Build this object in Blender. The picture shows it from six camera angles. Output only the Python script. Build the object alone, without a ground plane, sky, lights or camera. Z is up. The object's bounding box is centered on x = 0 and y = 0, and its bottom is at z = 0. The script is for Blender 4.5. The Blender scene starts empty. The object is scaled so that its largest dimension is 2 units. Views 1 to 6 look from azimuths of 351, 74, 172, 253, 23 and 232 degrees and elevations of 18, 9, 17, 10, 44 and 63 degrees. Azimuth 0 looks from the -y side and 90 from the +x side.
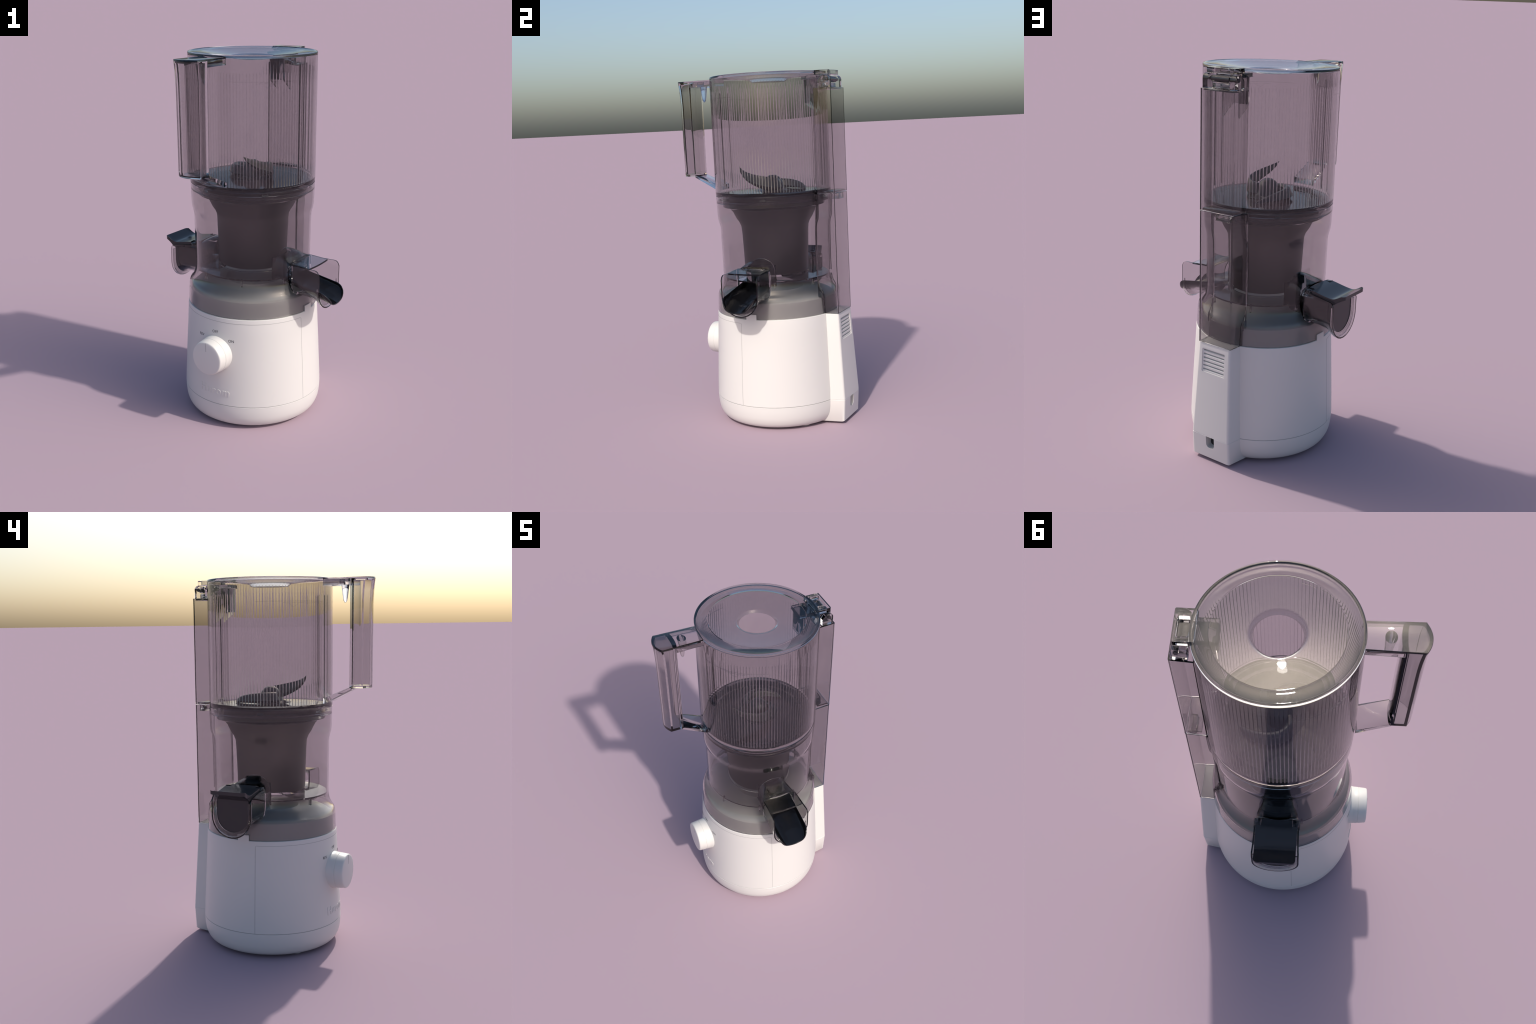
import bpy, bmesh, math
from mathutils import Vector, Matrix

# ------------------------------------------------------------------ frame
AXIS_X, AXIS_Y, TURN = 0.003, 0.0138, math.radians(-43.0)
# local frame: vertical axis of the machine at the origin, front (knob, handle)
# towards -y, rear tower towards +y, juice spout +x, pulp spout -x.


# -------------------------------------------------------------- materials
def new_mat(name):
    m = bpy.data.materials.new(name)
    m.use_nodes = True
    nt = m.node_tree
    return m, nt, nt.nodes["Principled BSDF"]


def noise_rough(nt, bsdf, lo, hi, scale):
    co = nt.nodes.new("ShaderNodeTexCoord")
    no = nt.nodes.new("ShaderNodeTexNoise")
    no.inputs["Scale"].default_value = scale
    no.inputs["Detail"].default_value = 3
    mr = nt.nodes.new("ShaderNodeMapRange")
    mr.inputs["To Min"].default_value, mr.inputs["To Max"].default_value = lo, hi
    nt.links.new(co.outputs["Object"], no.inputs["Vector"])
    nt.links.new(no.outputs["Fac"], mr.inputs["Value"])
    nt.links.new(mr.outputs["Result"], bsdf.inputs["Roughness"])
    return no


def glass_mat(name, tint, ior=1.45, rough=0.0):
    m, nt, b = new_mat(name)
    co = nt.nodes.new("ShaderNodeTexCoord")
    no = nt.nodes.new("ShaderNodeTexNoise")
    no.inputs["Scale"].default_value = 3.0
    ramp = nt.nodes.new("ShaderNodeValToRGB")
    ramp.color_ramp.elements[0].color = (*[c * 0.985 for c in tint], 1)
    ramp.color_ramp.elements[1].color = (*[min(1, c * 1.015) for c in tint], 1)
    nt.links.new(co.outputs["Object"], no.inputs["Vector"])
    nt.links.new(no.outputs["Fac"], ramp.inputs["Fac"])
    nt.links.new(ramp.outputs["Color"], b.inputs["Base Color"])
    b.inputs["Transmission Weight"].default_value = 1.0
    b.inputs["IOR"].default_value = ior
    b.inputs["Roughness"].default_value = rough
    return m


def plain_mat(name, colour, rlo, rhi, scale=60, bump=0.0, spec=0.5):
    m, nt, b = new_mat(name)
    no = noise_rough(nt, b, rlo, rhi, scale)
    b.inputs["Base Color"].default_value = (*colour, 1)
    b.inputs["Specular IOR Level"].default_value = spec
    if bump:
        bp = nt.nodes.new("ShaderNodeBump")
        bp.inputs["Strength"].default_value = bump
        bp.inputs["Distance"].default_value = 0.0004
        nt.links.new(no.outputs["Fac"], bp.inputs["Height"])
        nt.links.new(bp.outputs["Normal"], b.inputs["Normal"])
    return m


SMOKE = glass_mat("smoky_clear_plastic", (0.70, 0.69, 0.69))
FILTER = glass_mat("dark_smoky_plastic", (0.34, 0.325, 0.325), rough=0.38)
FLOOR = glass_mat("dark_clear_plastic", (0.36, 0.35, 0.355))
WHITE = plain_mat("white_satin_plastic", (0.655, 0.635, 0.605), 0.33, 0.42, 40)
BLACK = plain_mat("black_plastic_and_spout_shade", (0.004, 0.004, 0.005), 0.06, 0.14, 30)  # inside the spouts this black stands in for light lost in clear layers
DARK = plain_mat("dark_grey_plastic", (0.022, 0.022, 0.025), 0.10, 0.18, 30)
SCREW = plain_mat("charcoal_plastic", (0.035, 0.038, 0.042), 0.15, 0.25, 30)
SEAM = plain_mat("seam_shadow_grey", (0.26, 0.255, 0.25), 0.6, 0.7, 30)
INK = plain_mat("dark_print_ink", (0.05, 0.05, 0.055), 0.5, 0.6, 30)
LOUVRE = plain_mat("vent_dark_grey", (0.16, 0.16, 0.165), 0.5, 0.6, 30)

# ------------------------------------------------------------------- root
root = bpy.data.objects.new("slow_juicer", None)
root.location = (AXIS_X, AXIS_Y, 0)
root.rotation_euler = (0, 0, TURN)
root["label"] = "upright slow juicer, smoky clear hopper on white motor base"
root["category"] = "juicer"
bpy.context.scene.collection.objects.link(root)


def add(name, verts, faces, mat, parent=root, smooth=35, bevel=0.0, segs=2, bevel_angle=40):
    me = bpy.data.meshes.new(name)
    me.from_pydata([tuple(v) for v in verts], [], faces)
    me.validate()
    bm = bmesh.new()
    bm.from_mesh(me)
    bmesh.ops.remove_doubles(bm, verts=bm.verts, dist=1e-6)
    if bevel:
        es = [e for e in bm.edges if len(e.link_faces) == 2 and e.calc_face_angle(0) > math.radians(bevel_angle)]
        bmesh.ops.bevel(bm, geom=es, offset=bevel, segments=segs, affect="EDGES", profile=0.5, clamp_overlap=True)
    bmesh.ops.recalc_face_normals(bm, faces=bm.faces)
    bm.to_mesh(me)
    bm.free()
    if mat:
        me.materials.append(mat)
    if smooth:
        me.shade_smooth()
        me.set_sharp_from_angle(angle=math.radians(smooth))
    ob = bpy.data.objects.new(name, me)
    bpy.context.scene.collection.objects.link(ob)
    ob.parent = parent
    return ob


# ---------------------------------------------------------------- builders
def fillet(points, radius, n=5, closed=False):
    """Round the corners of a 2D polyline; radius is one number or one per point."""
    out = []
    m = len(points)
    rad = radius if isinstance(radius, (list, tuple)) else [radius] * m
    for i, p in enumerate(points):
        r = rad[i]
        if r <= 0 or (not closed and i in (0, m - 1)):
            out.append(tuple(p))
            continue
        p = Vector(p)
        a, b = Vector(points[i - 1]) - p, Vector(points[(i + 1) % m]) - p
        la, lb = a.length, b.length
        a.normalize(), b.normalize()
        half = a.angle(b) / 2
        d = min(r / math.tan(half), 0.48 * la, 0.48 * lb)
        p0, p1 = p + a * d, p + b * d
        for k in range(n + 1):
            t = k / n
            out.append(tuple((1 - t) ** 2 * p0 + 2 * t * (1 - t) * p + t * t * p1))
    return out


def revolve(name, profile, mat, segs=128, closed=False, radius_fn=None, angles=None, **kw):
    """Surface of revolution of (r, z) points; closed joins the last ring to the first."""
    verts, faces, n = [], [], len(profile)
    angles = angles or [2 * math.pi * j / segs for j in range(segs)]
    segs = len(angles)
    for i, (r, z) in enumerate(profile):
        for t in angles:
            rr = radius_fn(i, r, z, t) if radius_fn else r
            verts.append((rr * math.cos(t), rr * math.sin(t), z))
    for i in range(n if closed else n - 1):
        k = (i + 1) % n
        for j in range(segs):
            l = (j + 1) % segs
            faces.append((i * segs + j, i * segs + l, k * segs + l, k * segs + j))
    if not closed:
        for i in (0, n - 1):
            if profile[i][0] > 1e-5:
                faces.append(tuple(range(i * segs, (i + 1) * segs)))
    return add(name, verts, faces, mat, **kw)


def loft(name, rings, mat, closed_ring=True, caps=True, closed_path=False, **kw):
    verts, faces, m, n = [], [], len(rings[0]), len(rings)
    for ring in rings:
        verts += ring
    for i in range(n if closed_path else n - 1):
        a, b = i * m, ((i + 1) % n) * m
        for j in range(m if closed_ring else m - 1):
            k = (j + 1) % m
            faces.append((a + j, a + k, b + k, b + j))
    if caps and not closed_path:
        faces += [tuple(range(m)), tuple(range((n - 1) * m, n * m))]
    return add(name, verts, faces, mat, **kw)


def box(name, x0, x1, y0, y1, z0, z1, mat, bevel=0.003, **kw):
    v = [(x, y, z) for z in (z0, z1) for x, y in ((x0, y0), (x1, y0), (x1, y1), (x0, y1))]
    f = [(0, 1, 2, 3), (4, 5, 6, 7), (0, 1, 5, 4), (1, 2, 6, 5), (2, 3, 7, 6), (3, 0, 4, 7)]
    return add(name, v, f, mat, bevel=bevel, **kw)


def prism(name, outline, place, mat, depth, **kw):
    """Extrude a 2D outline; place(u, v, w) gives the 3D point, w runs over depth."""
    rings = [[place(u, v, w) for u, v in outline] for w in depth]
    return loft(name, rings, mat, **kw)


def boolean(target, cutter, op="DIFFERENCE"):
    mod = target.modifiers.new("cut", "BOOLEAN")
    mod.object, mod.operation, mod.solver = cutter, op, "EXACT"
    dg = bpy.context.evaluated_depsgraph_get()
    dg.update()
    me = bpy.data.meshes.new_from_object(target.evaluated_get(dg))
    target.modifiers.clear()
    old = target.data
    target.data = me
    me.name = old.name
    bpy.data.meshes.remove(old)
    bpy.data.objects.remove(cutter)
    me.shade_smooth()
    me.set_sharp_from_angle(angle=math.radians(35))


def bezier_tube(name, pts, radius, mat, parent=root, segs=10):
    """Round rod along a polyline; radius may be a list."""
    n = len(pts)
    rad = radius if isinstance(radius, (list, tuple)) else [radius] * n
    rings = []
    for i, p in enumerate(pts):
        a, b = Vector(pts[max(0, i - 1)]), Vector(pts[min(n - 1, i + 1)])
        d = (b - a).normalized()
        u = d.orthogonal().normalized() if abs(d.z) < 0.9 else d.cross(Vector((0, 1, 0))).normalized()
        w = d.cross(u)
        rings.append([tuple(Vector(p) + rad[i] * (math.cos(t) * u + math.sin(t) * w)) for t in [2 * math.pi * k / segs for k in range(segs)]])
    return loft(name, rings, mat, parent=parent)


def smooth_curve(keys, per=8):
    """Catmull-Rom through 2D or 3D key points."""
    k = [Vector(p) for p in keys]
    k = [2 * k[0] - k[1]] + k + [2 * k[-1] - k[-2]]
    out = []
    for i in range(1, len(k) - 2):
        for s in range(per):
            t = s / per
            a, b, c, d = k[i - 1], k[i], k[i + 1], k[i + 2]
            out.append(tuple(0.5 * (2 * b + (c - a) * t + (2 * a - 5 * b + 4 * c - d) * t * t + (3 * b - a - 3 * c + d) * t ** 3)))
    out.append(tuple(k[-2]))
    return out


def arc_strip(name, r, z0, z1, a0, a1, thick, mat, parent=root, slope=0.0, n=48):
    rings = []
    for i in range(n + 1):
        t = math.radians(a0 + (a1 - a0) * i / n)
        c, s = math.cos(t), math.sin(t)
        ra, rb = r(z0) if callable(r) else r, r(z1) if callable(r) else r
        rings.append([(ra * c, ra * s, z0), ((ra + thick) * c, (ra + thick) * s, z0), ((rb + thick) * c, (rb + thick) * s, z1), (rb * c, rb * s, z1)])
    return loft(name, rings, mat, parent=parent)


def cyl_text(name, body, size, angle, z, mat, depth, r_fn, parent, tilt=0.0, spacing=1.0, bold=0.0):
    cu = bpy.data.curves.new(name, "FONT")
    cu.body, cu.size, cu.align_x, cu.align_y = body, size, "CENTER", "CENTER"
    cu.space_character, cu.offset, cu.extrude, cu.resolution_u = spacing, bold, depth, 4
    tmp = bpy.data.objects.new(name + "_tmp", cu)
    bpy.context.scene.collection.objects.link(tmp)
    dg = bpy.context.evaluated_depsgraph_get()
    dg.update()
    me = bpy.data.meshes.new_from_object(tmp.evaluated_get(dg))
    bpy.data.objects.remove(tmp)
    a0 = math.radians(angle)
    for v in me.vertices:
        x, y, d = v.co
        x, y = x * math.cos(tilt) - y * math.sin(tilt), x * math.sin(tilt) + y * math.cos(tilt)
        zz = z + y
        r = r_fn(zz)
        t = a0 + x / r
        v.co = ((r + d) * math.cos(t), (r + d) * math.sin(t), zz)
    me.materials.clear()
    me.materials.append(mat)
    ob = bpy.data.objects.new(name, me)
    bpy.context.scene.collection.objects.link(ob)
    ob.parent = parent
    return ob


# ------------------------------------------------------- white motor base
SIDE = [(0.142, 0.3868), (0.20, 0.3848), (0.39, 0.3748), (0.55, 0.3658), (0.642, 0.3608)]


def body_r(z):
    if z <= SIDE[0][0]:
        return SIDE[0][1]
    for (z0, r0), (z1, r1) in zip(SIDE, SIDE[1:]):
        if z <= z1:
            return r0 + (r1 - r0) * (z - z0) / (z1 - z0)
    return SIDE[-1][1]


foot_curve = smooth_curve([(0.322, 0.0085), (0.343, 0.0135), (0.363, 0.030), (0.378, 0.061), (0.385, 0.10), (0.3868, 0.1395)], 5)
base_profile = [(0.0, 0.006), (0.25, 0.006), (0.30, 0.0065)] + foot_curve + [(0.3853, 0.1408), (0.3853, 0.1426), (0.3868, 0.1440)]
base_profile += [(r, z) for z, r in SIDE[1:-1]]
base_profile += [(0.3614, 0.632), (0.3602, 0.6395), (0.3577, 0.6415), (0.344, 0.6415)]
# pedestal that carries the bowl, seen through the smoky skirt
base_profile += [(0.343, 0.645), (0.340, 0.715), (0.336, 0.729), (0.327, 0.7355), (0.30, 0.741), (0.22, 0.752), (0.16, 0.757), (0.15, 0.765), (0.0, 0.768)]
motor_base = revolve("motor_base", base_profile, WHITE, segs=160)

revolve("base_seam_strip", [(0.3845, 0.1410), (0.38585, 0.1410), (0.38585, 0.1424), (0.3845, 0.1424)], SEAM, segs=160, closed=True, parent=motor_base)  # dark strip laid in the groove to stand in for its shade

# rear column of the base
col = []
for z, hw, flare, y in ((0.012, 0.115, 0.030, 0.434), (0.017, 0.1180, 0.030, 0.4402), (0.1395, 0.1185, 0.029, 0.4480), (0.1408, 0.1173, 0.029, 0.4467), (0.1424, 0.1173, 0.029, 0.4467), (0.1437, 0.1185, 0.029, 0.4480), (0.30, 0.1125, 0.022, 0.4395), (0.46, 0.1065, 0.016, 0.4305), (0.632, 0.1002, 0.009, 0.4208), (0.6405, 0.0990, 0.009, 0.4190)):
    ring = fillet([(-hw - flare, 0.25), (-hw, y), (hw, y), (hw + flare, 0.25)], 0.014, 6)
    col.append([(a, b, z) for a, b in ring])
rear_column = loft("rear_column", col, WHITE, parent=motor_base)

# vent recess, slots and power socket cut into the sloping rear face
slope = math.atan2(0.4438 - 0.4153, 0.632 - 0.1437)


def on_rear(x, z, out):
    y = 0.4480 - (z - 0.1437) * (0.4480 - 0.4208) / (0.632 - 0.1437)
    return (x, y + out, z)


cut = prism("cut", fillet([(-0.073, 0.487), (0.074, 0.487), (0.074, 0.612), (-0.073, 0.612)], 0.008, 4, True), lambda u, v, w: on_rear(u, v, w), None, (-0.003, 0.02), smooth=0)
boolean(rear_column, cut)
for k in range(6):
    z = 0.601 - k * 0.0203
    cut = prism("cut", fillet([(-0.066, z - 0.0048), (0.067, z - 0.0048), (0.067, z + 0.0048), (-0.066, z + 0.0048)], 0.0046, 4, True), lambda u, v, w: on_rear(u, v - w * 0.5, w), None, (-0.016, 0.01), smooth=0)
    boolean(rear_column, cut)
    lou = prism("vent_slot_plate", fillet([(-0.0655, z - 0.0046), (0.0665, z - 0.0046), (0.0665, z + 0.0046), (-0.0655, z + 0.0046)], 0.0046, 4, True), lambda u, v, w: on_rear(u, v + 0.006, w), LOUVRE, (-0.0155, -0.0125), parent=rear_column)  # dark grey plate on the floor of each cut slot, standing in for its depth
cut = prism("cut", fillet([(-0.026, 0.139), (-0.026, 0.074), (0.027, 0.074), (0.027, 0.139)], [0, 0.026, 0.026, 0], 6, True), lambda u, v, w: (u, 0.44 + w, v), None, (-0.030, 0.02), smooth=0)
boolean(rear_column, cut)
prism("power_socket", fillet([(-0.017, 0.134), (-0.017, 0.084), (0.018, 0.084), (0.018, 0.134)], [0.004, 0.017, 0.017, 0.004], 6, True), lambda u, v, w: (u, 0.44 + w, v), BLACK, (-0.040, -0.022), parent=rear_column, bevel=0.001)

# front panel seam: thin dark strips, slightly proud, standing in for the shaded groove
for a0, a1 in ((-168.5, -11.5),):
    arc_strip("panel_seam_strip", body_r, 0.6165, 0.6178, a0, a1, 0.0004, SEAM, motor_base, n=80)
for sgn, a in ((1, -10.6), (-1, -169.4)):
    t0 = math.radians(a)
    path = [(a - sgn * 0.9, 0.6172), (a - sgn * 0.3, 0.6155), (a, 0.611)] + [(a + 0.12 * sgn * k / 8, 0.611 - 0.467 * k / 8) for k in range(1, 9)]
    rings = []
    for aa, z in path:
        t, r = math.radians(aa), body_r(z)
        dt = 0.00065 / r
        rings.append([(rr * math.cos(t + d), rr * math.sin(t + d), z) for rr, d in ((r - 0.001, -dt), (r + 0.0004, -dt), (r + 0.0004, dt), (r - 0.001, dt))])
    loft("panel_seam_strip", rings, SEAM, parent=motor_base)

# locating lugs under each spout
for a in (0, 180):
    rings = []
    for z, hw, r in ((0.635, 0.0315, 0.3618), (0.664, 0.0315, 0.3604), (0.670, 0.0305, 0.3598), (0.6715, 0.028, 0.3588)):
        out = []
        for k in range(-5, 6):
            t = math.radians(a) + (hw * k / 5) / r
            out.append((r * math.cos(t), r * math.sin(t), z))
        for k in range(5, -6, -1):
            t = math.radians(a) + (hw * k / 5) / r
            out.append((0.346 * math.cos(t), 0.346 * math.sin(t), z))
        rings.append(out)
    loft("locating_lug", rings, WHITE, parent=motor_base)

# feet
for a in (-130, -50, 50, 130):
    t = math.radians(a)
    c, s = 0.295 * math.cos(t), 0.295 * math.sin(t)
    prof = [(0.0, 0.0), (0.026, 0.0), (0.029, 0.003), (0.029, 0.012), (0.0, 0.012)]
    f = revolve("rubber_foot", prof, WHITE, segs=32, parent=motor_base)
    f.location = (c, s, 0)

# knob
kp = [(0.0, -0.4535), (0.080, -0.4530)] + smooth_curve([(0.080, -0.4530), (0.0865, -0.4505), (0.0895, -0.444)], 4) + [(0.0925, -0.4080), (0.0912, -0.4070), (0.0912, -0.4058), (0.0928, -0.4048)]
kp += smooth_curve([(0.0928, -0.4048), (0.0935, -0.395), (0.0938, -0.386), (0.0948, -0.377), (0.0968, -0.366)], 4) + [(0.099, -0.345), (0.0, -0.345)]
verts, faces, S = [], [], 72
for r, y in kp:
    for j in range(S):
        t = 2 * math.pi * j / S
        verts.append((0.003 + r * 1.05 * math.cos(t), y, 0.4300 + r * 1.05 * math.sin(t)))
for i in range(len(kp) - 1):
    for j in range(S):
        l = (j + 1) % S
        faces.append((i * S + j, i * S + l, (i + 1) * S + l, (i + 1) * S + j))
knob = add("control_knob", verts, faces, WHITE)
box("knob_mark", 0.0022, 0.0038, -0.4538, -0.4515, 0.471, 0.519, SEAM, bevel=0, parent=knob)

# lettering
cyl_text("lettering", "OFF", 0.0215, -89.7, 0.556, INK, 0.0004, body_r, motor_base)
cyl_text("lettering", "REV", 0.0215, -104.8, 0.518, INK, 0.0004, body_r, motor_base, tilt=0.0)
cyl_text("lettering", "ON", 0.0215, -74.6, 0.517, INK, 0.0004, body_r, motor_base)
cyl_text("emblem", "Hurom", 0.062, -90.0, 0.216, WHITE, 0.0016, body_r, motor_base, spacing=1.12, bold=0.0008)

# -------------------------------------------------------------- juice bowl
outer = [(0.3365, 1.3198)] + smooth_curve([(0.3365, 1.312), (0.3348, 1.25), (0.3332, 1.205), (0.3304, 1.182), (0.3240, 1.158), (0.3202, 1.135), (0.3192, 1.08), (0.3178, 0.95), (0.3172, 0.87), (0.3184, 0.835), (0.3238, 0.805), (0.3358, 0.778), (0.3478, 0.762), (0.3538, 0.748), (0.3553, 0.734), (0.3568, 0.70), (0.3590, 0.645)], 4)
inner = [(r - 0.007, z) for r, z in outer if z < 0.735 or z > 0.84]
inner = [(0.329, 1.3198)] + [(r - 0.0075, z - (0.004 if z < 0.83 and z > 0.736 else 0)) for r, z in outer[1:-1]] + [(0.3515, 0.645)]
bowl = revolve("juice_bowl", outer + inner[::-1], SMOKE, segs=128, closed=True)

for sg in (-1, 1):
    cutter = prism("cut", fillet([(-0.1015, 0.752), (0.1015, 0.752), (0.1015, 0.904), (-0.1015, 0.904)], 0.02, 5, True), lambda u, v, w: (w, u, v), None, sorted((sg * 0.26, sg * 0.40)), smooth=0)
    boolean(bowl, cutter)
# stepped collar, inner rim and lugs at the top of the bowl
revolve("bowl_collar", [(0.3285, 1.298), (0.312, 1.298), (0.312, 1.290), (0.306, 1.288), (0.306, 1.283), (0.3285, 1.281)], SMOKE, segs=96, closed=True, parent=bowl)
for k in range(6):
    lug = box("bowl_lug", 0.318, 0.3275, -0.016, 0.016, 1.2985, 1.312, SMOKE, 0.002, parent=bowl)
    lug.rotation_euler = (0, 0, math.radians(15 + 60 * k))

# bowl floor with short ribs below it
revolve("bowl_floor", [(0.19, 0.856), (0.3075, 0.850), (0.3075, 0.842), (0.19, 0.848)], SMOKE, segs=96, closed=True, parent=bowl)
for k in range(8):
    t = math.radians(22.5 + 45 * k)
    rib = box("floor_rib", 0.292, 0.306, -0.004, 0.004, 0.806, 0.843, SMOKE, bevel=0.0015, parent=bowl)
    rib.rotation_euler = (0, 0, t)

# filter basket and the body of the squeezing screw
revolve("filter_collar", [(0.300, 1.3245), (0.300, 1.262), (0.2975, 1.256), (0.2635, 1.2445), (0.2635, 1.2515), (0.290, 1.260), (0.290, 1.3245)], SMOKE, segs=96, closed=True)
filt_out = [(0.262, 1.318), (0.2615, 1.262), (0.259, 1.243), (0.243, 1.225), (0.234, 1.207), (0.222, 1.182), (0.206, 1.158), (0.1975, 1.135), (0.1945, 1.10), (0.190, 0.98), (0.187, 0.875), (0.184, 0.866)]
filt_in = [(0.253, 1.318), (0.252, 1.262), (0.248, 1.248), (0.233, 1.230), (0.214, 1.185), (0.198, 1.16), (0.190, 1.135), (0.187, 1.10), (0.1825, 0.98), (0.180, 0.88), (0.178, 0.866)]
revolve("filter_bottom", [(0.0, 0.870), (0.177, 0.870), (0.177, 0.866), (0.0, 0.866)], FILTER, segs=64)
filter_basket = revolve("filter_basket", filt_out + filt_in[::-1], FILTER, segs=96, closed=True)

# ------------------------------------------------------------------ hopper
RIBS = 126
hop_out = [(0.3375, 1.983), (0.3380, 1.965), (0.3378, 1.70), (0.3375, 1.345), (0.3368, 1.326), (0.3350, 1.3205)]
hop_in = [(0.318, 1.3205), (0.3215, 1.335), (0.3275, 1.345), (0.3278, 1.352), (0.3278, 1.908), (0.3278, 1.916), (0.3282, 1.983)]
prof = hop_out + hop_in
first = len(hop_out)


RIB_SHAPE = [(0.0, 0.0), (0.365, 0.0), (0.385, 0.0), (0.41, 0.35), (0.445, 0.8), (0.48, 1.0), (0.52, 1.0), (0.555, 0.8), (0.59, 0.35), (0.615, 0.0), (0.635, 0.0)]
rib_angles = [(k + ph) * 2 * math.pi / RIBS for k in range(RIBS) for ph, _ in RIB_SHAPE]
rib_height = dict((round(ph, 3), h) for ph, h in RIB_SHAPE)


def ribbed(i, r, z, t):
    """Fine vertical ribs on the inside of the hopper wall."""
    if i >= first and 1.348 < z < 1.912:
        ph = round((t * RIBS / (2 * math.pi) + 1e-7) % 1.0, 3)
        return r - 0.0019 * rib_height.get(ph, 0.0)
    return r


hopper = revolve("hopper", prof, SMOKE, angles=rib_angles, closed=True, radius_fn=ribbed, smooth=22)
revolve("hopper_floor", [(0.085, 1.340), (0.3175, 1.336), (0.3175, 1.328), (0.085, 1.332)], FLOOR, segs=96, closed=True, parent=hopper)

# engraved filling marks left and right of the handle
for a0, a1 in ((-168, -101), (-76, -12)):
    mid = (a0 + a1) / 2
    arc_strip("filling_mark", 0.3374, 1.8735, 1.8750, a0, a1, 0.0010, SMOKE, hopper)
    arc_strip("filling_mark", 0.3374, 1.8655, 1.8668, mid - 10, mid + 10, 0.0010, SMOKE, hopper, n=12)
    for sg in (-1, 1):
        rings = []
        for k in range(7):
            t = math.radians(mid + sg * 4.2 * (1 - k / 6))
            z = 1.861 - 0.016 * k / 6
            rings.append([(rr * math.cos(t), rr * math.sin(t), z + d) for rr, d in ((0.3374, 0), (0.3384, 0), (0.3384, 0.0014), (0.3374, 0.0014))])
        loft("filling_mark", rings, SMOKE, parent=hopper)

# -------------------------------------------------------------- rear tower
def tower(name, z0, z1, hub_r, y_out, parent):
    hw, th = 0.1005, 0.0075
    yi = math.sqrt((hub_r - 0.001) ** 2 - hw ** 2)
    fl = 0.007
    o = fillet([(-hw - fl, yi), (-hw, y_out), (hw, y_out), (hw + fl, yi)], 0.010, 5)
    i = fillet([(hw + fl - th, yi), (hw - th, y_out - th), (-hw + th, y_out - th), (-hw - fl + th, yi)], 0.004, 4)
    return loft(name, [[(a, b, z) for a, b in o + i] for z in (z0, z1)], SMOKE, parent=parent, bevel=0.001, segs=1)


upper_tower = tower("rear_tower", 1.3245, 1.904, 0.338, 0.4225, hopper)
lower_tower = tower("rear_tower", 0.6435, 1.3205, 0.319, 0.4215, bowl)
# caps that close the tower boxes
box("tower_cap", -0.0875, 0.0875, 0.345, 0.409, 1.894, 1.902, SMOKE, 0.001, parent=upper_tower)
box("tower_cap", -0.0875, 0.0875, 0.345, 0.409, 1.3265, 1.334, SMOKE, 0.001, parent=upper_tower)
box("tower_catch", -0.075, 0.010, 0.375, 0.405, 1.285, 1.318, SMOKE, 0.003, parent=lower_tower)
for sg in (-1, 1):
    bezier_tube("tower_seal", smooth_curve([(sg * 0.104, 0.322, 1.315), (sg * 0.104, 0.318, 1.19), (sg * 0.104, 0.306, 1.14), (sg * 0.104, 0.303, 0.95), (sg * 0.105, 0.303, 0.86)], 4), 0.006, SMOKE, lower_tower)
    for off in (-0.012, 0.012):
        bezier_tube("tower_clip", smooth_curve([(sg * 0.105, 0.306, 0.84), (sg * 0.107, 0.312 + off * 0.4, 0.80), (sg * 0.110, 0.322 + off, 0.765), (sg * 0.110, 0.322 + off, 0.725)], 4), [0.003] * 4 + [0.0035] * 4 + [0.005] * 5, SMOKE, lower_tower)

# ------------------------------------------------------------------ handle
def grip_ring(z, yi, yc, ym, hw, inset, ib=0.018):
    hw, yi, yc, ym = hw - inset, yi - inset, yc + inset, ym + inset
    ring = [(hw, yc)] + [(hw * math.cos(q) if k not in (0, 12) else hw * (1 if k == 0 else -1), yi + (ib - inset) * math.sin(q) ** 0.8) for k, q in enumerate([math.pi * k / 12 for k in range(13)])] + [(-hw, yc)]
    n = 10
    for k in range(1, n):
        x = -hw + 2 * hw * k / n
        ring.append((x, yc + (ym - yc) * (1 - (x / hw) ** 2)))
    return [(a, b, z) for a, b in ring]


grip_keys = [(1.4305, -0.485, -0.551, -0.5745, 0.066), (1.46, -0.486, -0.5515, -0.5755, 0.067), (1.70, -0.487, -0.5520, -0.576, 0.068), (1.86, -0.487, -0.5525, -0.577, 0.069), (1.93, -0.487, -0.556, -0.580, 0.070), (1.965, -0.487, -0.5595, -0.5835, 0.071), (1.9840, -0.487, -0.562, -0.5855, 0.0715)]
rings_o = [grip_ring(*k, 0) for k in grip_keys]
rings_i = [grip_ring(z if 0 < n < len(grip_keys) - 1 else (z + 0.011 if n == 0 else z - 0.008), a, b, c, w, 0.0120) for n, (z, a, b, c, w) in enumerate(grip_keys)]
grip = loft("handle_grip", rings_o, SMOKE, parent=hopper, bevel=0.0)
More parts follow.
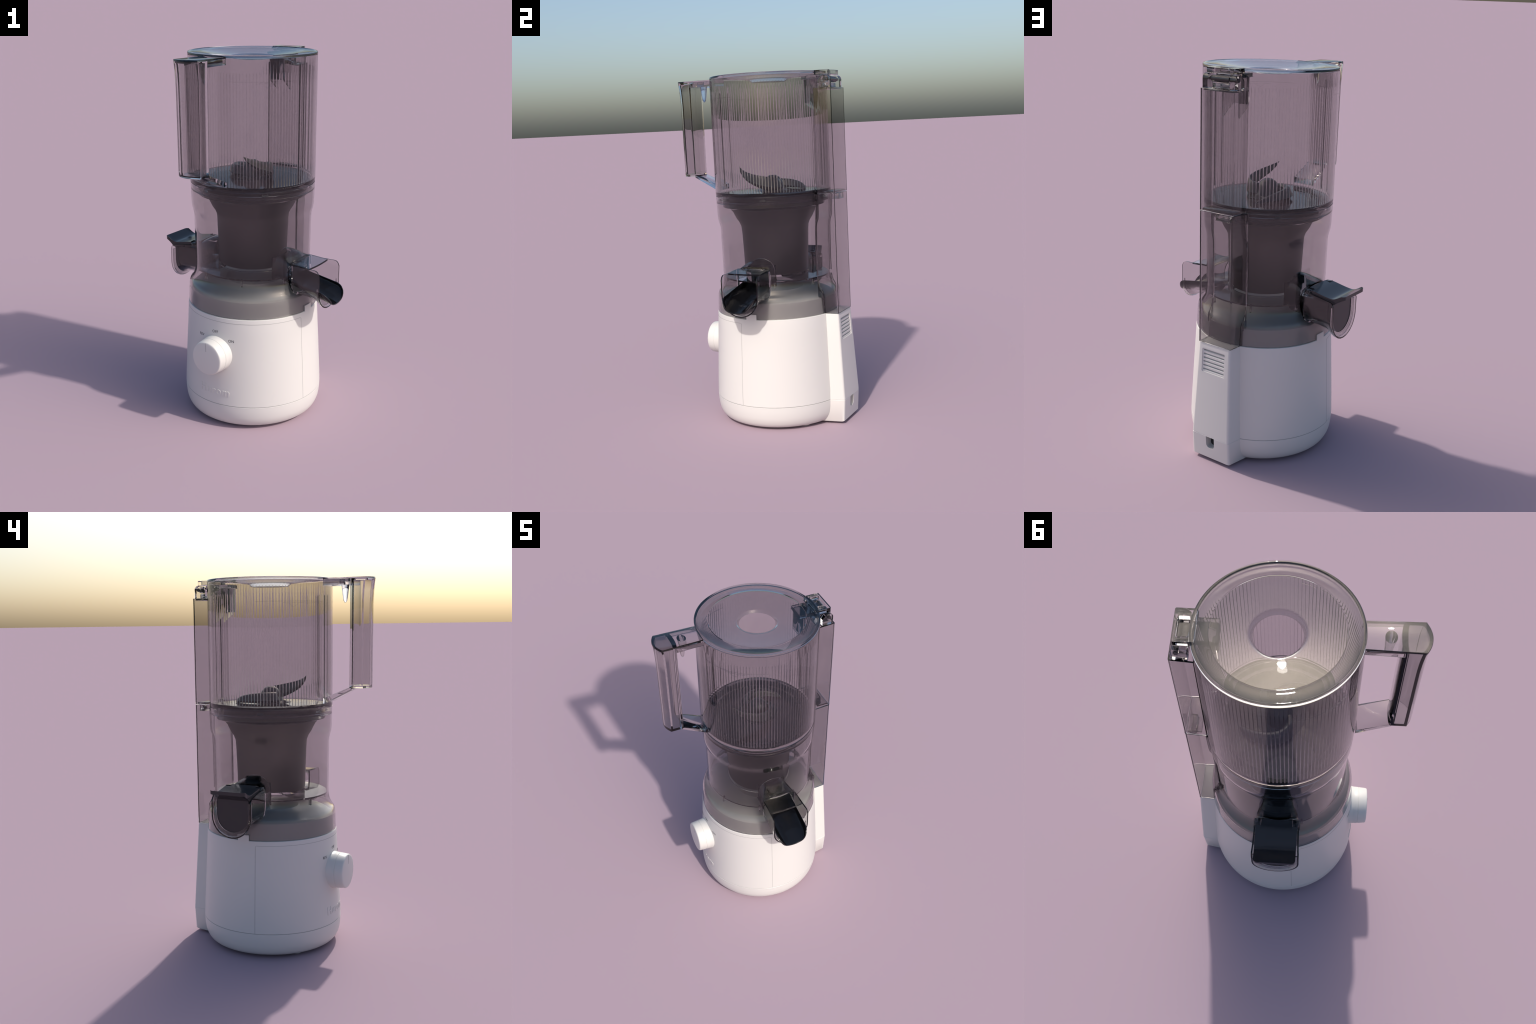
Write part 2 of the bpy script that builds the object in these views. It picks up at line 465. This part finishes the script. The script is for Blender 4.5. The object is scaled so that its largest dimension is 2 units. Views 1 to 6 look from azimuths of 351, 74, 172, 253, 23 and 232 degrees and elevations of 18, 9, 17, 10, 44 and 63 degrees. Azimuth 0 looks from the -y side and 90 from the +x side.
# hollow inside: inner skin with reversed normals joined into the same mesh
m = len(rings_i[0])
bm = bmesh.new()
bm.from_mesh(grip.data)
bv = [[bm.verts.new(p) for p in r] for r in rings_i]
inner_faces = [bm.faces.new((bv[i][j], bv[i + 1][j], bv[i + 1][(j + 1) % m], bv[i][(j + 1) % m])) for i in range(len(bv) - 1) for j in range(m)]
inner_faces += [bm.faces.new(bv[0]), bm.faces.new(bv[-1])]
bmesh.ops.recalc_face_normals(bm, faces=bm.faces)
bmesh.ops.reverse_faces(bm, faces=inner_faces)
bm.to_mesh(grip.data)
bm.free()
grip.data.shade_smooth()
grip.data.set_sharp_from_angle(angle=math.radians(35))

# top arm: a shallow channel between rim and grip
def arm(name, y0, y1, top0, top1, th, hw0, hw1):
    v = []
    for y, zt, hw in ((y0, top0, hw0), (y1, top1, hw1)):
        v += [(-hw, y, zt - th), (hw, y, zt - th), (hw, y, zt), (-hw, y, zt)]
    f = [(0, 1, 2, 3), (4, 5, 6, 7), (0, 1, 5, 4), (1, 2, 6, 5), (2, 3, 7, 6), (3, 0, 4, 7)]
    return add(name, v, f, SMOKE, parent=hopper, bevel=0.003)


# flat top plate running from the rim over the grip, with side skirts below
end = [(0.0715 - 0.143 * k / 12, -0.5625 - 0.0235 * (1 - ((6 - k) / 6) ** 2)) for k in range(13)]
plate = fillet([(-0.0665, -0.3305), (0.0665, -0.3305)] + end, [0, 0, 0.006] + [0] * 11 + [0.006], 3, True)
prism("handle_plate", plate, lambda u, v, w: (u, v, w), SMOKE, (1.9850, 1.9925), parent=hopper, bevel=0.0015)
for sg in (-1, 1):
    v = []
    for y, x in ((-0.3325, 0.0665), (-0.485, 0.0705)):
        v += [(sg * x, y, 1.9540), (sg * (x - 0.007), y, 1.9540), (sg * (x - 0.007), y, 1.9845), (sg * x, y, 1.9845)]
    add("plate_skirt", v, [(0, 1, 2, 3), (4, 5, 6, 7), (0, 1, 5, 4), (1, 2, 6, 5), (2, 3, 7, 6), (3, 0, 4, 7)], SMOKE, parent=hopper, bevel=0.0015)
v = []
for y, z0, z1 in ((-0.334, 1.345, 1.373), (-0.352, 1.352, 1.381), (-0.486, 1.424, 1.438)):
    v += [(-0.066, y, z0), (0.066, y, z0), (0.066, y, z1), (-0.066, y, z1)]
f = [(0, 1, 2, 3), (8, 9, 10, 11)] + [(a + k, a + (k + 1) % 4, a + 4 + (k + 1) % 4, a + 4 + k) for a in (0, 4) for k in range(4)]
add("handle_arm", v, f, SMOKE, parent=hopper, bevel=0.002, bevel_angle=60)
# latch hook under the top arm
hook = []
for z, ry, rx in ((1.9825, 0.024, 0.030), (1.965, 0.022, 0.028), (1.945, 0.019, 0.022), (1.92, 0.016, 0.018), (1.895, 0.0125, 0.014), (1.876, 0.009, 0.011), (1.8665, 0.003, 0.004)):
    hook.append([(rx * math.cos(t), -0.430 + ry * math.sin(t), z) for t in [2 * math.pi * k / 16 for k in range(16)]])
loft("latch_hook", hook, SMOKE, parent=hopper)

# --------------------------------------------------------------------- lid
lid_top = [(0.0985, 1.9575), (0.1000, 1.9605), (0.1045, 1.9660), (0.1085, 1.9715), (0.1115, 1.9738)] + smooth_curve([(0.117, 1.9745), (0.14, 1.9770), (0.18, 1.9822), (0.22, 1.9880), (0.25, 1.9930), (0.2655, 1.9955)], 5) + [(0.2690, 1.9960), (0.321, 1.9964), (0.3232, 1.9978), (0.3262, 1.9985), (0.3325, 1.9982), (0.3362, 1.9965), (0.3382, 1.9925), (0.3383, 1.9855)]
lid_bot = [(0.329, 1.9850), (0.2690, 1.9840), (0.2670, 1.9845), (0.2660, 1.9895)] + smooth_curve([(0.2645, 1.9905), (0.25, 1.9882), (0.22, 1.9832), (0.18, 1.9775), (0.14, 1.9725), (0.118, 1.9700)], 5) + [(0.109, 1.9650), (0.104, 1.9600), (0.1005, 1.9560)]
lid = revolve("lid", lid_top + lid_bot, SMOKE, segs=160, closed=True)
# hinge tab with a rectangular window
tab = prism("hinge_tab", fillet([(-0.078, 0.315), (-0.078, 0.402), (0.081, 0.402), (0.081, 0.315)], [0, 0.008, 0.008, 0], 4, True), lambda u, v, w: (u, v, w), SMOKE, (1.974, 1.9995), parent=lid, bevel=0.001, segs=1)
cut = prism("cut", fillet([(-0.052, 0.337), (-0.052, 0.388), (0.042, 0.388), (0.042, 0.337)], 0.010, 4, True), lambda u, v, w: (u, v, w), None, (1.978, 2.02), smooth=0)
boolean(tab, cut)
# hinge knuckles, pin and spring block on the tower
for x0, x1 in ((-0.097, -0.062), (0.062, 0.097)):
    out = [(0.345, 1.903), (0.409, 1.903), (0.4095, 1.945)]
    for k in range(1, 9):
        t = math.radians(90 * k / 8)
        out.append((0.3865 + 0.023 * math.cos(t), 1.948 + 0.023 * math.sin(t)))
    out += [(0.365, 1.968), (0.345, 1.945)]
    prism("hinge_knuckle", out, lambda u, v, w: (w, u, v), SMOKE, (x0, x1), parent=lid, bevel=0.0015, segs=1)
bezier_tube("hinge_pin", [(-0.099, 0.386, 1.949), (-0.05, 0.386, 1.949), (0.05, 0.386, 1.949), (0.099, 0.386, 1.949)], 0.0095, DARK, lid, 20)
bezier_tube("hinge_barrel", [(-0.052, 0.386, 1.949), (0.0, 0.386, 1.949), (0.052, 0.386, 1.949)], 0.0165, SMOKE, lid, 20)
box("hinge_block", -0.050, 0.050, 0.350, 0.395, 1.906, 1.929, SMOKE, 0.004, parent=lid)
box("hinge_web", -0.05, 0.05, 0.345, 0.368, 1.935, 1.973, SMOKE, 0.004, parent=lid)
# safety finger of the lid hanging inside the hopper
for x0, x1 in ((-0.046, -0.042), (0.042, 0.046)):
    prism("safety_finger", [(0.242, 1.952), (0.242, 1.822), (0.312, 1.767), (0.318, 1.952)], lambda u, v, w: (w, u, v), SMOKE, (x0, x1), parent=lid, bevel=0.0008)
box("safety_finger", -0.046, 0.046, 0.236, 0.2405, 1.826, 1.952, SMOKE, 0.0008, parent=lid)
box("safety_plate", -0.058, 0.058, 0.228, 0.318, 1.9535, 1.972, SMOKE, 0.003, parent=lid)

# --------------------------------------------------- screw with its wings
hub = revolve("squeezing_screw", [(0.0, 1.427), (0.020, 1.4255), (0.038, 1.415), (0.052, 1.396), (0.062, 1.372), (0.072, 1.350), (0.095, 1.343), (0.112, 1.3405), (0.112, 1.3345), (0.0, 1.3345)], SCREW, segs=48)


def wing(name, spine, widths, thick):
    """Blade swept along a 3D spine; widths are the blade heights."""
    rings, n = [], len(spine)
    for i, p in enumerate(spine):
        a, b = Vector(spine[max(0, i - 1)]), Vector(spine[min(n - 1, i + 1)])
        d = (b - a).normalized()
        side = Vector((d.y, -d.x, 0)).normalized()
        up = Vector((0, 0, 1))
        w, t = widths[i], thick[i]
        p = Vector(p)
        rings.append([tuple(p + side * (t * math.cos(q)) * (1 if math.sin(q) > -0.3 else 1.5) + up * (w * 0.5 * math.sin(q))) for q in [2 * math.pi * k / 14 for k in range(14)]])
    return loft(name, rings, SCREW, parent=hub)


def helix(keys, turn):
    """keys: (angle, radius, z mid, height, half thickness) -> spine, widths, thicknesses."""
    pts = smooth_curve([(a, r, z) for a, r, z, w, t in keys], 5)
    ws = smooth_curve([(w, t) for a, r, z, w, t in keys], 5)
    sp = [(r * math.cos(math.radians(a + turn)), r * math.sin(math.radians(a + turn)), z) for a, r, z in pts]
    return sp, [max(0.002, w) for w, t in ws], [max(0.001, t) for w, t in ws]


# horn-like wing that climbs to a point, and its lower counterpart
wing("screw_wing", *helix([(60, 0.050, 1.372, 0.070, 0.018), (35, 0.082, 1.376, 0.078, 0.016), (5, 0.110, 1.385, 0.080, 0.013), (-28, 0.138, 1.408, 0.064, 0.010), (-52, 0.164, 1.434, 0.046, 0.007), (-65, 0.183, 1.459, 0.026, 0.005), (-71, 0.193, 1.480, 0.004, 0.0025)], 0.0))
wing("screw_wing", *helix([(55, 0.050, 1.368, 0.062, 0.020), (35, 0.080, 1.370, 0.060, 0.022), (5, 0.110, 1.370, 0.058, 0.024), (-28, 0.138, 1.367, 0.050, 0.022), (-52, 0.164, 1.358, 0.036, 0.016), (-65, 0.180, 1.348, 0.020, 0.010), (-71, 0.190, 1.343, 0.006, 0.004)], 180.0))

# ------------------------------------------------------------ juice spout
def u_outline(hw, z_top, z_mid, depth_r, n=14):
    """Open U line from left top, round the bottom, to right top."""
    pts = [(-hw, z_top), (-hw, 0.5 * (z_top + z_mid))]
    for k in range(n + 1):
        t = math.pi + math.pi * k / n
        pts.append((hw * math.cos(t), z_mid + depth_r * math.sin(t)))
    return pts + [(hw, 0.5 * (z_top + z_mid)), (hw, z_top)]


def trough(name, stations, th, mat, parent, sign=1, **kw):
    """U-section channel along x: stations (x, half width, z top, z mid, bottom depth)."""
    rings = []
    for x, hw, zt, zm, dr in stations:
        o = u_outline(hw, zt, zm, dr)
        i = u_outline(hw - th, zt, zm, dr - th)[::-1]
        rings.append([(sign * x, y, z) for y, z in o + i])
    return loft(name, rings, mat, parent=parent, **kw)


# outer casing of the juice spout; side walls drop in rounded front corners
case = [(0.318, 0.1050, 0.9125, 0.800, 0.066), (0.40, 0.1070, 0.9125, 0.800, 0.0725), (0.445, 0.1085, 0.9125, 0.798, 0.081), (0.455, 0.1095, 0.9125, 0.797, 0.088), (0.466, 0.1105, 0.9105, 0.796, 0.099), (0.4745, 0.1112, 0.905, 0.795, 0.107), (0.480, 0.1115, 0.8965, 0.794, 0.1115), (0.485, 0.1115, 0.885, 0.794, 0.1125)]
spout = trough("juice_spout", case, 0.007, SMOKE, bowl)
# roof plate with slightly curved front edge
front = [(0.418 + 0.006 * (1 - (k / 5) ** 2), 0.1005 * k / 5) for k in range(-5, 6)]
roof = [(0.300, -0.1005)] + front + [(0.300, 0.1005)]
prism("spout_roof", roof, lambda u, v, w: (u, v, w - 0.07 * (u - 0.30)), SMOKE, (0.9135, 0.9215), parent=spout, bevel=0.001, segs=1)
# inner trough, coloured black for light lost in clear layers, sloping outwards to a rounded lip
inner_st = []
for k in range(11):
    x = 0.205 + (0.487 - 0.205) * k / 10
    zb, zt = 0.711 + 0.29 * (0.5355 - x), 0.793 + 0.182 * (0.492 - x)
    zm = min(zb + 0.080, zt - 0.003)
    inner_st.append((x, 0.0970, zt, zm, zm - zb))
for x, hw, zt in ((0.497, 0.0962, 0.7895), (0.506, 0.0945, 0.7850), (0.515, 0.0912, 0.7785), (0.523, 0.0866, 0.7700), (0.530, 0.0805, 0.7600), (0.5345, 0.0730, 0.7495), (0.5360, 0.0660, 0.7420)):
    zb = 0.711 + 0.29 * (0.5355 - x)
    zm = min(zb + 0.080, zt - 0.003)
    inner_st.append((x, hw, zt, zm, zm - zb))
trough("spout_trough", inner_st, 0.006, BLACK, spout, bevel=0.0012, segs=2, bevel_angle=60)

# ------------------------------------------------------------- pulp spout
case = [(0.316, 0.1065, 0.918, 0.802, 0.069), (0.40, 0.1085, 0.906, 0.802, 0.074), (0.440, 0.1100, 0.900, 0.800, 0.083), (0.455, 0.1110, 0.898, 0.799, 0.094), (0.470, 0.1120, 0.896, 0.797, 0.106), (0.480, 0.1130, 0.893, 0.796, 0.1125), (0.488, 0.1130, 0.885, 0.795, 0.1135), (0.493, 0.1130, 0.870, 0.795, 0.1135)]
pulp = trough("pulp_spout", case, 0.007, SMOKE, bowl, sign=-1)
# dark spring lid with upturned lip
top = smooth_curve([(-0.326, 0.9325), (-0.37, 0.927), (-0.42, 0.9175), (-0.455, 0.912), (-0.478, 0.9115), (-0.505, 0.919), (-0.543, 0.9345)], 5)
bottom = [(-0.5425, 0.9165), (-0.515, 0.902), (-0.488, 0.884), (-0.470, 0.880), (-0.44, 0.895), (-0.37, 0.9100), (-0.326, 0.915)]
rings = []
for y, inset in ((-0.0985, 0.016), (-0.0965, 0.0085), (-0.092, 0.0035), (-0.086, 0.0008), (-0.078, 0.0), (-0.074, 0.0), (-0.0735, 0.0), (0.0735, 0.0), (0.074, 0.0), (0.078, 0.0), (0.086, 0.0008), (0.092, 0.0035), (0.0965, 0.0085), (0.0985, 0.016)):
    back = -0.356 if abs(y) > 0.0737 else 0.0
    rings.append([(min(back, x if x > -0.49 else -0.49 + (x + 0.49) * (0.053 - inset) / 0.053), y, z) for x, z in top + bottom])
spring_lid = loft("spring_lid", rings, DARK, parent=pulp, smooth=30)
# plug that closes the mouth, D-shaped
plug = u_outline(0.0885, 0.879, 0.800, 0.0865)
prism("lid_plug", plug, lambda u, v, w: (w, u, v), DARK, (-0.4765, -0.455), parent=spring_lid, bevel=0.002)
arm_plug = box("lid_web", -0.456, -0.34, -0.03, 0.03, 0.86, 0.905, BLACK, 0.004, parent=spring_lid)
# pulp channel floor inside the casing
st = []
for k in range(9):
    x = 0.215 + (0.452 - 0.215) * k / 8
    zb = 0.738 + 0.12 * (0.452 - x)
    st.append((x, 0.092, 0.885, 0.815, 0.815 - zb))
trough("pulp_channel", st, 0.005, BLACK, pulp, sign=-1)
# hinge knuckles of the spring lid
for sg in (-1, 1):
    y0, y1 = sorted((sg * 0.074, sg * 0.106))
    box("lid_knuckle", -0.353, -0.318, y0, y1, 0.900, 0.9285, SMOKE, 0.006, parent=pulp, segs=3)
    bezier_tube("lid_pin", [(-0.338, sg * 0.070, 0.916), (-0.338, sg * 0.108, 0.916)], 0.007, SMOKE, pulp, 12)

# black stopper tab standing at the filter behind the pulp lid
prism("stopper_tab", fillet([(-0.032, 0.905), (-0.030, 0.9625), (0.050, 0.9605), (0.058, 0.925), (0.085, 0.908)], [0, 0.008, 0.010, 0.012, 0], 4, True), lambda u, v, w: (w, u, v), BLACK, (-0.222, -0.206), parent=pulp, bevel=0.002)
# arched hoods between filter and spouts
for sg, owner, nm in ((1, spout, "spout_hood"), (-1, pulp, "spout_hood")):
    rings = []
    for k in range(9):
        x = 0.205 + 0.108 * k / 8
        zt = 0.968 - 0.035 * (k / 8) ** 2
        hw = 0.085 + 0.018 * k / 8
        o = [(hw, 0.86)] + [(hw * math.cos(q), 0.90 + (zt - 0.90) * math.sin(q)) for q in [math.pi * t / 14 for t in range(15)]] + [(-hw, 0.86)]
        i = [(y * (hw - 0.005) / hw, z - (0.005 if z > 0.9 else 0)) for y, z in o][::-1]
        rings.append([(sg * x, y, z) for y, z in o + i])
    loft(nm, rings, SMOKE, parent=owner)

# black blocking plate added behind each spout, standing in for its unlit depth
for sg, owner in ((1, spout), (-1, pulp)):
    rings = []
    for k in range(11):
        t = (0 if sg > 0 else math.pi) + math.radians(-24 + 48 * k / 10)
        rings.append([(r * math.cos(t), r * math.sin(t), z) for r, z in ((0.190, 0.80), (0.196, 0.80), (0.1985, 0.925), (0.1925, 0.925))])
    loft("spout_blackout_plate", rings, BLACK, parent=owner)

# clear front webs that close the ring between casing and trough or plug
def ring_web(name, owner, x0, x1, hw, z_mid, depth, hw_in, mid_in, depth_in, z_top):
    o = u_outline(hw, z_top, z_mid, depth)
    i = u_outline(hw_in, z_top, mid_in, depth_in)[::-1]
    loft(name, [[(x, y, z) for y, z in o + i] for x in (x0, x1)], SMOKE, parent=owner)


ring_web("spout_web", spout, 0.4715, 0.4755, 0.1030, 0.795, 0.1000, 0.0985, 0.808, 0.0800, 0.812)
ring_web("spout_web", pulp, -0.4830, -0.4785, 0.1055, 0.796, 0.1055, 0.0905, 0.800, 0.0890, 0.868)

# tidy the tree: thing > part > sub-part (all parents share the root's frame)
for part in (spout, pulp, upper_tower, lower_tower, rear_column):
    part.parent = root
for ob in list(bpy.data.objects):
    while ob.parent and ob.parent.parent and ob.parent.parent.parent:
        ob.parent = ob.parent.parent
for ob in bpy.data.objects:
    if ob.name.startswith(("filter_bottom", "filter_collar")):
        ob.parent = filter_basket
